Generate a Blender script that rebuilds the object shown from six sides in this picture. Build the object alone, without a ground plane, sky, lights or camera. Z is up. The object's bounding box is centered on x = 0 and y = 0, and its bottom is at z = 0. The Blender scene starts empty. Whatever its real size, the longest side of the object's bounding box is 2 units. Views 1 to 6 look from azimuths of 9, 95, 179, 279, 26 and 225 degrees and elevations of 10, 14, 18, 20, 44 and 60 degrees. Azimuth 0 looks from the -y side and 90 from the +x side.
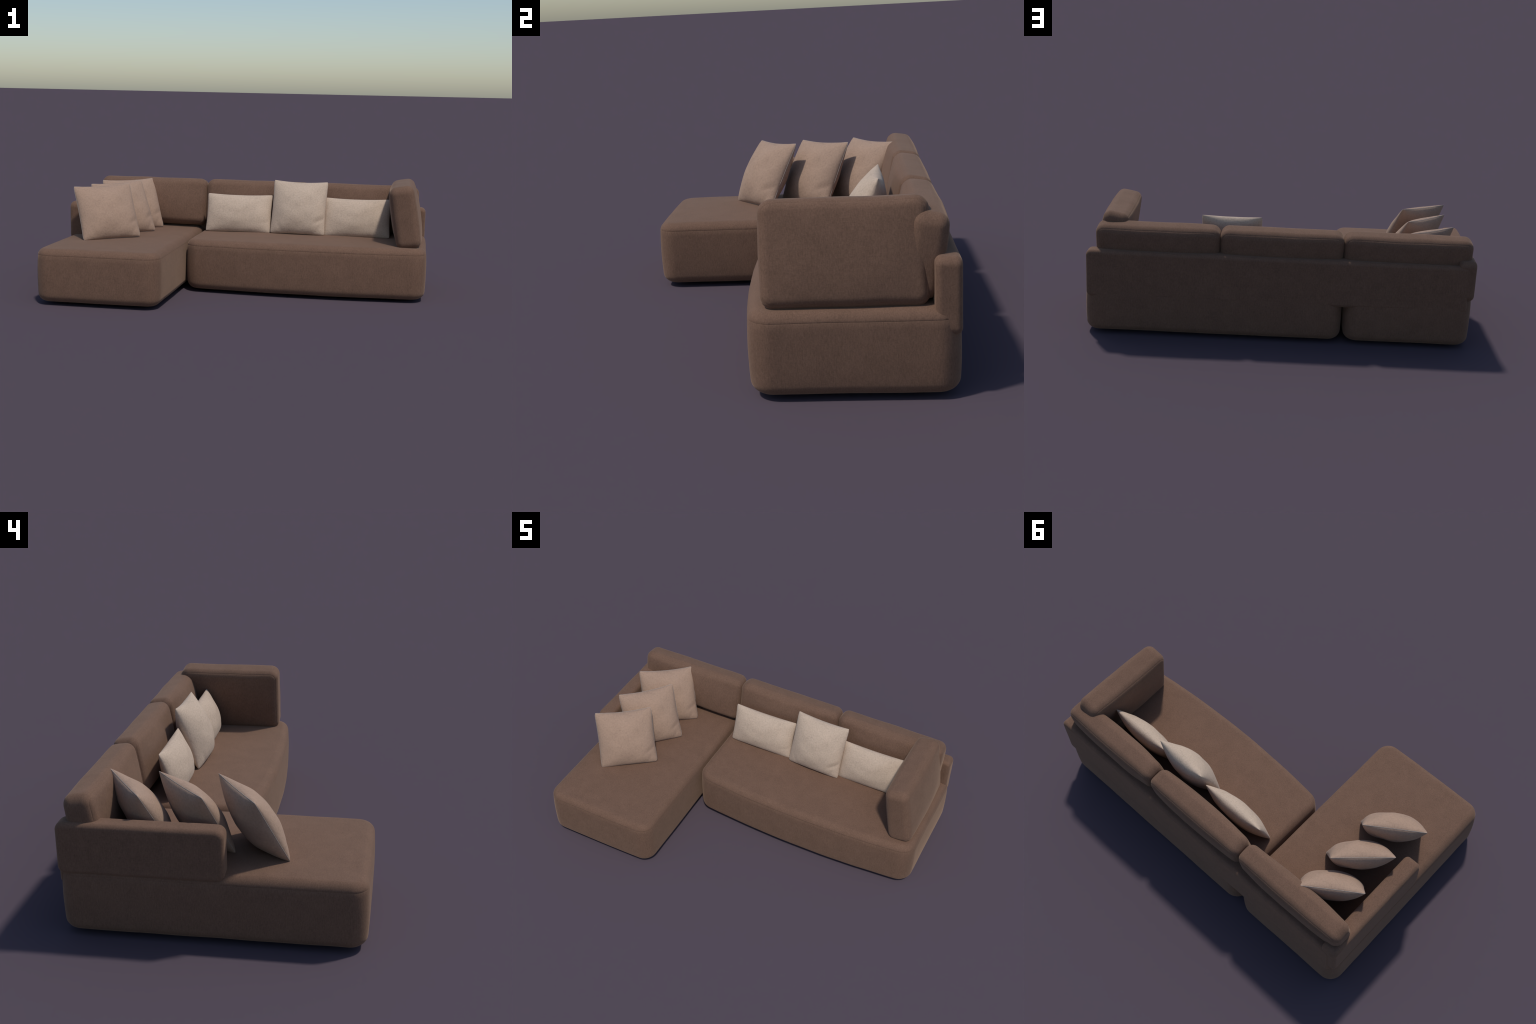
"""Brown velvet corner sofa with a chaise, three leaning back cushions, one side
cushion and six loose throw pillows.  Every soft part is lofted from rounded
outlines; the pillows are inflated sheets.  Metres, z up."""
import bpy, bmesh, math
from mathutils import Vector, Matrix, noise

# ------------------------------------------------------------------ helpers
def link(obj, parent=None):
    bpy.context.scene.collection.objects.link(obj)
    if parent is not None:
        obj.parent = parent
    return obj


def new_object(name, mesh, mat=None, parent=None, smooth=True):
    if mat is not None:
        mesh.materials.append(mat)
    if smooth:
        mesh.polygons.foreach_set("use_smooth", [True] * len(mesh.polygons))
    mesh.update()
    return link(bpy.data.objects.new(name, mesh), parent)


def smoothstep(a, b, x):
    t = max(0.0, min(1.0, (x - a) / (b - a)))
    return t * t * (3 - 2 * t)


def rounded_rect(a, b, r, n_corner=14, n_a=44, n_b=30):
    """Closed outline of a rounded rectangle with a fixed number of points."""
    pts = []
    corners = ((a - r, b - r, 0.0), (-a + r, b - r, 0.5 * math.pi),
               (-a + r, -b + r, math.pi), (a - r, -b + r, 1.5 * math.pi))
    for k, (cx, cy, start) in enumerate(corners):
        arc = [(cx + r * math.cos(start + 0.5 * math.pi * i / n_corner),
                cy + r * math.sin(start + 0.5 * math.pi * i / n_corner))
               for i in range(n_corner + 1)]
        pts += arc
        nx, ny, ns = corners[(k + 1) % 4]
        end = (nx + r * math.cos(ns), ny + r * math.sin(ns))
        n = n_a if k % 2 == 0 else n_b
        for i in range(1, n):
            t = i / n
            pts.append((arc[-1][0] * (1 - t) + end[0] * t,
                        arc[-1][1] * (1 - t) + end[1] * t))
    return pts


def upholstered_block(a, b, t, corner, edge_lo, edge_hi, dome_lo=0.0, dome_hi=0.0,
                      belly=0.0, seams=(), seam_depth=0.0010, seam_width=0.0014,
                      squash=1.0, warp=None, lumps=0.0, seed=0.0):
    """Padded slab: rounded outline (half sizes a, b; corner radius) in XY,
    thickness t along Z, rolled edges, domed faces, bellied sides.
    seams = list of (which edge, position 0 side .. 1 face) for sewn lines."""
    prof = []                                  # (inset, height, is_seam)
    n_arc = 10
    h = t / 2

    def arc_point(edge, top, f):
        ang = 0.5 * math.pi * f
        inset = edge * (1 - math.cos(ang))
        z = (h - edge) + edge * math.sin(ang)
        return inset, (z if top else -z)

    def arc_list(edge, top):
        fs = [i / n_arc for i in range(n_arc + 1)]
        marks = [s[1] for s in seams if s[0] == ("hi" if top else "lo")]
        w = seam_width / (edge * 0.5 * math.pi)
        for m in marks:
            fs = [f for f in fs if abs(f - m) > 2.2 * w]
            fs += [m - 1.6 * w, m - 0.6 * w, m, m + 0.6 * w, m + 1.6 * w]
        fs.sort()
        out = []
        for f in fs:
            e, z = arc_point(edge, top, f)
            sunk = any(abs(f - m) < 1e-6 for m in marks)
            half = any(abs(abs(f - m) - 0.6 * w) < 1e-6 for m in marks)
            d = seam_depth if sunk else (0.55 * seam_depth if half else 0.0)
            ang = 0.5 * math.pi * f
            e += d * math.cos(ang)
            z -= d * math.sin(ang) * (1 if top else -1)
            out.append((e, z))
        return out

    lo = list(reversed(arc_list(edge_lo, False)))
    hi = arc_list(edge_hi, True)
    z0, z1 = lo[-1][1], hi[0][1]
    n_side = 10
    side = [(0.0, z0 + (z1 - z0) * i / n_side) for i in range(1, n_side)]
    for e, z in lo + side + hi:
        u = z / h
        prof.append((e - belly * (1 - u * u), z))

    rings = []

    def face_rings(e0, z0):
        outline = rounded_rect(a - e0, b - e0, max(corner - e0, 0.004))
        res = []
        steps = 16
        for i in range(1, steps):
            s = 1 - (i / steps) ** 1.15
            ring = []
            for x, y in outline:
                ring.append((x * s, y * s, z0))
            res.append(ring)
        return res, (0, 0, z0)

    lo_faces, lo_c = face_rings(*prof[0])
    hi_faces, hi_c = face_rings(*prof[-1])
    rings += list(reversed(lo_faces))
    for e, z in prof:
        rings.append([(x, y, z) for x, y in
                      rounded_rect(a - e, b - e, max(corner - e, 0.004))])
    rings += hi_faces

    verts = [lo_c] + [p for r in rings for p in r] + [hi_c]
    n = len(rings[0])
    faces = []
    for i in range(n):
        faces.append((0, 1 + (i + 1) % n, 1 + i))
    for k in range(len(rings) - 1):
        o0, o1 = 1 + k * n, 1 + (k + 1) * n
        for i in range(n):
            j = (i + 1) % n
            faces.append((o0 + i, o0 + j, o1 + j, o1 + i))
    last = 1 + (len(rings) - 1) * n
    for i in range(n):
        faces.append((last + i, last + (i + 1) % n, len(verts) - 1))

    out = []
    for v in verts:
        p = Vector(v)
        # plump both faces: the swell dies out smoothly at the rolled edges
        swell = max(1 - abs(p.x / a) ** 2.4, 0) * max(1 - abs(p.y / b) ** 2.4, 0)
        p.z += dome_hi * swell * smoothstep(0, h, p.z) - dome_lo * swell * smoothstep(0, h, -p.z)
        if lumps:
            q = p * 7.0 + Vector((seed, seed * 1.7, 3.1))
            p += Vector((noise.noise(q), noise.noise(q + Vector((9, 2, 5))),
                         noise.noise(q + Vector((1, 8, 4))))) * lumps
        if warp:
            p = warp(p)
        out.append(p)
    me = bpy.data.meshes.new("upholstery")
    me.from_pydata(out, [], faces)
    return me


# ---------------------------------------------------------------- materials
class Nodes:
    def __init__(self, name):
        self.mat = bpy.data.materials.new(name)
        self.mat.use_nodes = True
        self.nt = self.mat.node_tree
        self.bsdf = self.nt.nodes["Principled BSDF"]
        self.coord = self.nt.nodes.new("ShaderNodeTexCoord")

    def node(self, kind, **inputs):
        n = self.nt.nodes.new(kind)
        for k, v in inputs.items():
            n.inputs[k.replace("_", " ")].default_value = v
        return n

    def wire(self, a, b):
        self.nt.links.new(a, b)

    def mapped(self, scale):
        m = self.node("ShaderNodeMapping")
        m.inputs["Scale"].default_value = scale
        self.wire(self.coord.outputs["Object"], m.inputs["Vector"])
        return m.outputs["Vector"]

    def noise(self, vec, scale, detail=3.0, rough=0.55):
        n = self.node("ShaderNodeTexNoise", Scale=scale, Detail=detail, Roughness=rough)
        self.wire(vec, n.inputs["Vector"])
        return n.outputs["Fac"]

    def math(self, op, a, b):
        m = self.nt.nodes.new("ShaderNodeMath")
        m.operation = op
        for i, v in enumerate((a, b)):
            if isinstance(v, (int, float)):
                m.inputs[i].default_value = v
            else:
                self.wire(v, m.inputs[i])
        return m.outputs[0]

    def ramp(self, fac, stops):
        r = self.nt.nodes.new("ShaderNodeValToRGB")
        el = r.color_ramp.elements
        while len(el) < len(stops):
            el.new(0.5)
        for e, (pos, col) in zip(el, stops):
            e.position = pos
            e.color = (*col, 1)
        self.wire(fac, r.inputs["Fac"])
        return r.outputs["Color"]

    def bump(self, height, strength, distance):
        b = self.node("ShaderNodeBump", Strength=strength, Distance=distance)
        self.wire(height, b.inputs["Height"])
        self.wire(b.outputs["Normal"], self.bsdf.inputs["Normal"])


def shade(col, k):
    return tuple(min(1.0, c * k) for c in col)


def velvet(name, base, nap):
    """Short pile: cloudy crushed patches, fine streaks along the nap, sheen."""
    m = Nodes(name)
    clouds = m.noise(m.mapped((1, 1, 1)), 17.0, 3.0, 0.55)
    warp = m.noise(m.mapped(nap), 230.0, 2.0, 0.6)
    weft = m.noise(m.mapped((0.30, 1.0, 1.0)), 230.0, 2.0, 0.6)
    grain = m.noise(m.mapped((1, 1, 1)), 230.0, 2.0, 0.6)
    threads = m.math("ADD", m.math("MULTIPLY", warp, 0.36), m.math("MULTIPLY", weft, 0.16))
    f = m.math("ADD", m.math("MULTIPLY", clouds, 0.18),
               m.math("ADD", threads, m.math("MULTIPLY", grain, 0.30)))
    col = m.ramp(f, [(0.34, shade(base, 0.76)), (0.50, base), (0.66, shade(base, 1.24))])
    m.wire(col, m.bsdf.inputs["Base Color"])
    m.bsdf.inputs["Roughness"].default_value = 0.9
    m.bsdf.inputs["Specular IOR Level"].default_value = 0.15
    m.bsdf.inputs["Sheen Weight"].default_value = 0.24
    m.bsdf.inputs["Sheen Roughness"].default_value = 0.45
    m.bsdf.inputs["Sheen Tint"].default_value = (1.0, 0.70, 0.50, 1)
    m.bump(grain, 0.20, 0.0012)
    return m.mat


def boucle(name, base, weave):
    """Woolly pillow cloth: felted flecks over a faint weave."""
    m = Nodes(name)
    v = m.mapped((1, 1, 1))
    clouds = m.noise(v, 14.0, 3.0, 0.55)
    fleck = m.noise(v, 120.0, 4.0, 0.62)
    thread = m.noise(m.mapped((1, 0.12, 1)), 190.0, 2.0, 0.5)
    cross = m.noise(m.mapped((0.12, 1, 1)), 190.0, 2.0, 0.5)
    w = m.math("MULTIPLY", m.math("ADD", thread, cross), 0.5)
    f = m.math("ADD", m.math("MULTIPLY", clouds, 0.25),
               m.math("ADD", m.math("MULTIPLY", fleck, 0.75 - weave),
                      m.math("MULTIPLY", w, weave)))
    col = m.ramp(f, [(0.32, shade(base, 0.80)), (0.50, base), (0.68, shade(base, 1.13))])
    m.wire(col, m.bsdf.inputs["Base Color"])
    m.bsdf.inputs["Roughness"].default_value = 0.92
    m.bsdf.inputs["Specular IOR Level"].default_value = 0.15
    m.bsdf.inputs["Sheen Weight"].default_value = 0.08
    m.bsdf.inputs["Sheen Roughness"].default_value = 0.5
    m.bump(fleck, 0.35, 0.003)
    return m.mat


def plain(name, col, rough):
    m = Nodes(name)
    g = m.noise(m.mapped((1, 1, 1)), 80.0, 2.0)
    m.wire(m.ramp(g, [(0.3, shade(col, 0.85)), (0.7, shade(col, 1.1))]),
           m.bsdf.inputs["Base Color"])
    m.bsdf.inputs["Roughness"].default_value = rough
    return m.mat


BROWN = (0.170, 0.099, 0.067)
SEAT_CLOTH = velvet("brown_velvet_seat", BROWN, (1.0, 1.0, 0.30))
PANEL_CLOTH = velvet("brown_velvet_panel", BROWN, (1.0, 0.30, 1.0))
TAN_CLOTH = boucle("rosy_tan_wool", (0.385, 0.260, 0.187), 0.18)
CREAM_CLOTH = boucle("oatmeal_boucle", (0.535, 0.412, 0.314), 0.18)
PIPING = plain("pale_piping", (0.42, 0.36, 0.31), 0.8)
FOOT = plain("black_plastic", (0.012, 0.011, 0.011), 0.5)

# ------------------------------------------------------------------ the sofa
sofa = link(bpy.data.objects.new("corner_sofa", None))
sofa["label"] = "brown velvet corner sofa with chaise and plump back cushions"
sofa["category"] = "corner sofa"

BASE_LOW, BASE_HIGH = 0.0140, 0.292
BASE_T = BASE_HIGH - BASE_LOW
BASE_MID = (BASE_LOW + BASE_HIGH) / 2


def seat_module(name, x0, x1, y0, y1, bow, seed):
    a, b = (x1 - x0) / 2, (y1 - y0) / 2

    def warp(p):
        if bow:                                 # front edge swells outwards
            w = smoothstep(0.0, -b, p.y)
            p.y -= bow * w * (1 - (p.x / a) ** 2)
        return p

    me = upholstered_block(a, b, BASE_T, 0.070, 0.040, 0.036, dome_lo=0.0,
                           dome_hi=0.009, belly=0.006, seams=(("hi", 0.05),),
                           warp=warp, lumps=0.0014, seed=seed)
    ob = new_object(name, me, SEAT_CLOTH, sofa)
    ob.location = ((x0 + x1) / 2, (y0 + y1) / 2, BASE_MID)
    # short round feet, set well back under the module
    for fx in (x0 + 0.12, x1 - 0.12):
        for fy in (y0 + 0.12, y1 - 0.12):
            foot(fx, fy, ob)
    return ob


def make_foot_mesh():
    bm = bmesh.new()
    bmesh.ops.create_cone(bm, cap_ends=True, segments=32, radius1=0.020, radius2=0.024,
                          depth=BASE_LOW + 0.004,
                          matrix=Matrix.Translation((0, 0, (BASE_LOW + 0.004) / 2)))
    me = bpy.data.meshes.new("foot")
    bm.to_mesh(me)
    bm.free()
    me.materials.append(FOOT)
    return me


FOOT_MESH = make_foot_mesh()


def foot(x, y, owner):
    f = link(bpy.data.objects.new("foot", FOOT_MESH), owner)
    f.location = Vector((x, y, 0)) - owner.location


chaise = seat_module("chaise", -0.993, -0.344, -0.593, 0.5952, 0.003, 1.0)
seat = seat_module("seat", -0.324, 0.993, -0.056, 0.5952, 0.040, 5.0)


def standing_slab(name, axis, centre, length, height, thick, lean=0.0, **kw):
    """Upright slab. axis 'x': runs along x, thickness along y; 'y': the reverse.
    lean (radians) tips its top towards -thickness direction."""
    me = upholstered_block(length / 2, height / 2, thick, **kw)
    ob = new_object(name, me, PANEL_CLOTH, sofa)
    up = Matrix.Rotation(math.radians(90), 4, 'X')        # local z -> -y, local y -> z
    turn = Matrix.Rotation(math.radians(-90), 4, 'Z') if axis == 'y' else Matrix()
    tip = Matrix.Rotation(lean, 4, 'X' if axis == 'x' else 'Y')
    ob.matrix_local = Matrix.Translation(centre) @ tip @ turn @ up
    return ob


# fixed low rail along the back and the arm wrapped round the chaise corner
standing_slab("backrest", 'x', (0.0105, 0.5585, 0.3275), 1.955, 0.249, 0.083,
              corner=0.028, edge_lo=0.020, edge_hi=0.020, belly=0.0, lumps=0.0005, seed=11)
standing_slab("armrest", 'y', (-0.954, 0.2705, 0.371), 0.651, 0.213, 0.090,
              corner=0.032, edge_lo=0.021, edge_hi=0.021, belly=0.001, lumps=0.0012, seed=15)

# three leaning back cushions
CUSHION = dict(seam_depth=0.0009, corner=0.042, edge_lo=0.034, edge_hi=0.034, dome_lo=0.016, dome_hi=0.024,
               belly=0.003, seams=(("lo", 0.55), ("hi", 0.55)), lumps=0.0025)
for k, (x0, x1) in enumerate(((-0.976, -0.322), (-0.317, 0.309), (0.314, 0.941))):
    standing_slab("back_cushion", 'x', ((x0 + x1) / 2, 0.493, 0.443), x1 - x0, 0.272, 0.116,
                  lean=math.radians(-9), seed=20 + 3 * k, **CUSHION)
standing_slab("side_cushion", 'y', (0.8745, 0.242, 0.4525), 0.526, 0.339, 0.131,
              lean=math.radians(-10), seed=33, **dict(CUSHION, dome_lo=0.018, dome_hi=0.017))


# ---------------------------------------------------------------- the pillows
def pillow_point(u, v, side, a, b, plump, fold=1.0, sag=0.09):
    """Inflated sheet: concave seams, drawn-out corners, one crease on a short side."""
    x = a * u * (1 - 0.028 * (1 - v * v))
    y = b * v * (1 - (0.068 if v > 0 else 0.015) * (1 - u * u))
    tip = 0.005 * (abs(u) * abs(v)) ** 14                # blunt corners
    x -= math.copysign(tip, u)
    y -= math.copysign(tip * (1.0 if v < 0 else 0.4), v)
    edge = max((1 - u * u) * (1 - v * v), 0.0)
    z = plump * edge ** 0.56
    # stuffing is lumpy and sinks towards the seat
    q = Vector((u * 1.9, v * 1.9, side * 4.0))
    z *= 1 + 0.10 * noise.noise(q) - sag * v
    # soft folds: one running in from the right seam, small ones above the hem
    if side > 0:
        rim = smoothstep(1.0, 0.90, u)
        d = (v + 0.40) + 0.55 * (1 - u)
        z -= fold * 0.0030 * math.exp(-(d / 0.085) ** 2) * smoothstep(0.50, 0.80, u) * rim
        d = (v + 0.20) + 0.55 * (1 - u)
        z += fold * 0.0024 * math.exp(-(d / 0.12) ** 2) * smoothstep(0.45, 0.80, u) * rim
        hem = smoothstep(-0.50, -0.80, v) * smoothstep(-1.0, -0.90, v)
        for at, slope, depth, wide in ((0.66, 0.5, 0.0022, 0.08), (-0.55, -0.5, 0.0016, 0.09),
                                       (0.10, 0.2, 0.0012, 0.12)):
            d = (u - at) - slope * (v + 1)
            z -= fold * depth * math.exp(-(d / wide) ** 2) * hem
    return x, y, side * z


def pillow_mesh(a, b, plump, fold=1.0, sag=0.09, n=72):
    par = [math.sin(0.5 * math.pi * (-1 + 2 * i / n)) for i in range(n + 1)]
    par = [0.55 * p + 0.45 * (-1 + 2 * i / n) for i, p in enumerate(par)]
    verts, index = [], {}
    for side in (1, -1):
        for j, v in enumerate(par):
            for i, u in enumerate(par):
                rim = i in (0, n) or j in (0, n)
                if rim and side < 0:
                    index[side, i, j] = index[1, i, j]
                    continue
                index[side, i, j] = len(verts)
                verts.append(pillow_point(u, v, side, a, b, plump, fold, sag))
    faces = []
    for side in (1, -1):
        for j in range(n):
            for i in range(n):
                q = [index[side, i, j], index[side, i + 1, j],
                     index[side, i + 1, j + 1], index[side, i, j + 1]]
                faces.append(q if side > 0 else q[::-1])
    me = bpy.data.meshes.new("pillow")
    me.from_pydata(verts, [], faces)
    return me


def piping_mesh(a, b, radius):
    cu = bpy.data.curves.new("piping", 'CURVE')
    cu.dimensions = '3D'
    cu.bevel_depth = radius
    cu.bevel_resolution = 2
    pts = []
    m = 24
    for i in range(m):
        t = -1 + 2 * i / m
        pts.append((t, -1))
    pts += [(1, -1 + 2 * i / m) for i in range(m)]
    pts += [(1 - 2 * i / m, 1) for i in range(m)]
    pts += [(-1, 1 - 2 * i / m) for i in range(m)]
    sp = cu.splines.new('POLY')
    sp.points.add(len(pts) - 1)
    for p, (u, v) in zip(sp.points, pts):
        x, y, _ = pillow_point(u, v, 1, a, b, 0.0)
        wob = 0.003 * math.exp(-((v + 0.36) / 0.06) ** 2) if u == 1 else 0.0
        p.co = ((x - wob) * 0.998, y * 0.998, wob, 1)
    sp.use_cyclic_u = True
    tmp = bpy.data.objects.new("piping_curve", cu)
    me = bpy.data.meshes.new_from_object(tmp)
    bpy.data.objects.remove(tmp)
    bpy.data.curves.remove(cu)
    return me


def place(obj, centre, right, up):
    r = Vector(right).normalized()
    u = Vector(up)
    u = (u - r * u.dot(r)).normalized()
    n = r.cross(u)
    m = Matrix((r, u, n)).transposed().to_4x4()
    obj.matrix_world = Matrix.Translation(centre) @ m


def pillow(name, mesh, mat, tl, tr, bl, br, label, seam=None):
    tl, tr, bl, br = map(Vector, (tl, tr, bl, br))
    ob = link(bpy.data.objects.new(name, mesh))
    place(ob, (tl + tr + bl + br) / 4, tr + br - tl - bl, tl + tr - bl - br)
    ob["label"] = label
    ob["category"] = "throw pillow"
    if seam is not None:
        link(bpy.data.objects.new("piping", seam), ob)
    return ob


def finish(me, mat):
    me.materials.append(mat)
    me.polygons.foreach_set("use_smooth", [True] * len(me.polygons))
    return me


TAN_MESH = finish(pillow_mesh(0.163, 0.162, 0.074), TAN_CLOTH)
TAN_PIPING = finish(piping_mesh(0.163, 0.162, 0.0010), PIPING)
CREAM_MESH = finish(pillow_mesh(0.160, 0.160, 0.074, 1.3, 0.07), CREAM_CLOTH)
LUMBAR_MESH = finish(pillow_mesh(0.195, 0.115, 0.056, 0.3, 0.03), CREAM_CLOTH)

TAN_LABEL = "square rosy tan throw pillow with pale piped seam"
pillow("square_pillow", TAN_MESH, TAN_CLOTH, (-0.936, -0.169, 0.569), (-0.678, 0.018, 0.588),
       (-0.827, -0.280, 0.300), (-0.570, -0.102, 0.304), TAN_LABEL, TAN_PIPING)
pillow("square_pillow", TAN_MESH, TAN_CLOTH, (-0.904, 0.042, 0.572), (-0.676, 0.261, 0.586),
       (-0.784, -0.065, 0.293), (-0.556, 0.154, 0.302), TAN_LABEL, TAN_PIPING)
pillow("square_pillow", TAN_MESH, TAN_CLOTH, (-0.915, 0.286, 0.570), (-0.663, 0.465, 0.579),
       (-0.811, 0.167, 0.296), (-0.559, 0.346, 0.301), TAN_LABEL, TAN_PIPING)
pillow("square_pillow", CREAM_MESH, CREAM_CLOTH, (0.107, 0.374, 0.603), (0.423, 0.368, 0.595),
       (0.100, 0.273, 0.302), (0.411, 0.261, 0.305), "square oatmeal cream woolly throw pillow")
for dx in (0.0, 0.690):
    pillow("lumbar_pillow", LUMBAR_MESH, CREAM_CLOTH, (-0.287 + dx, 0.361, 0.511),
           (0.101 + dx, 0.364, 0.506), (-0.286 + dx, 0.293, 0.296), (0.093 + dx, 0.292, 0.303),
           "wide oatmeal cream lumbar pillow with pointed corners")
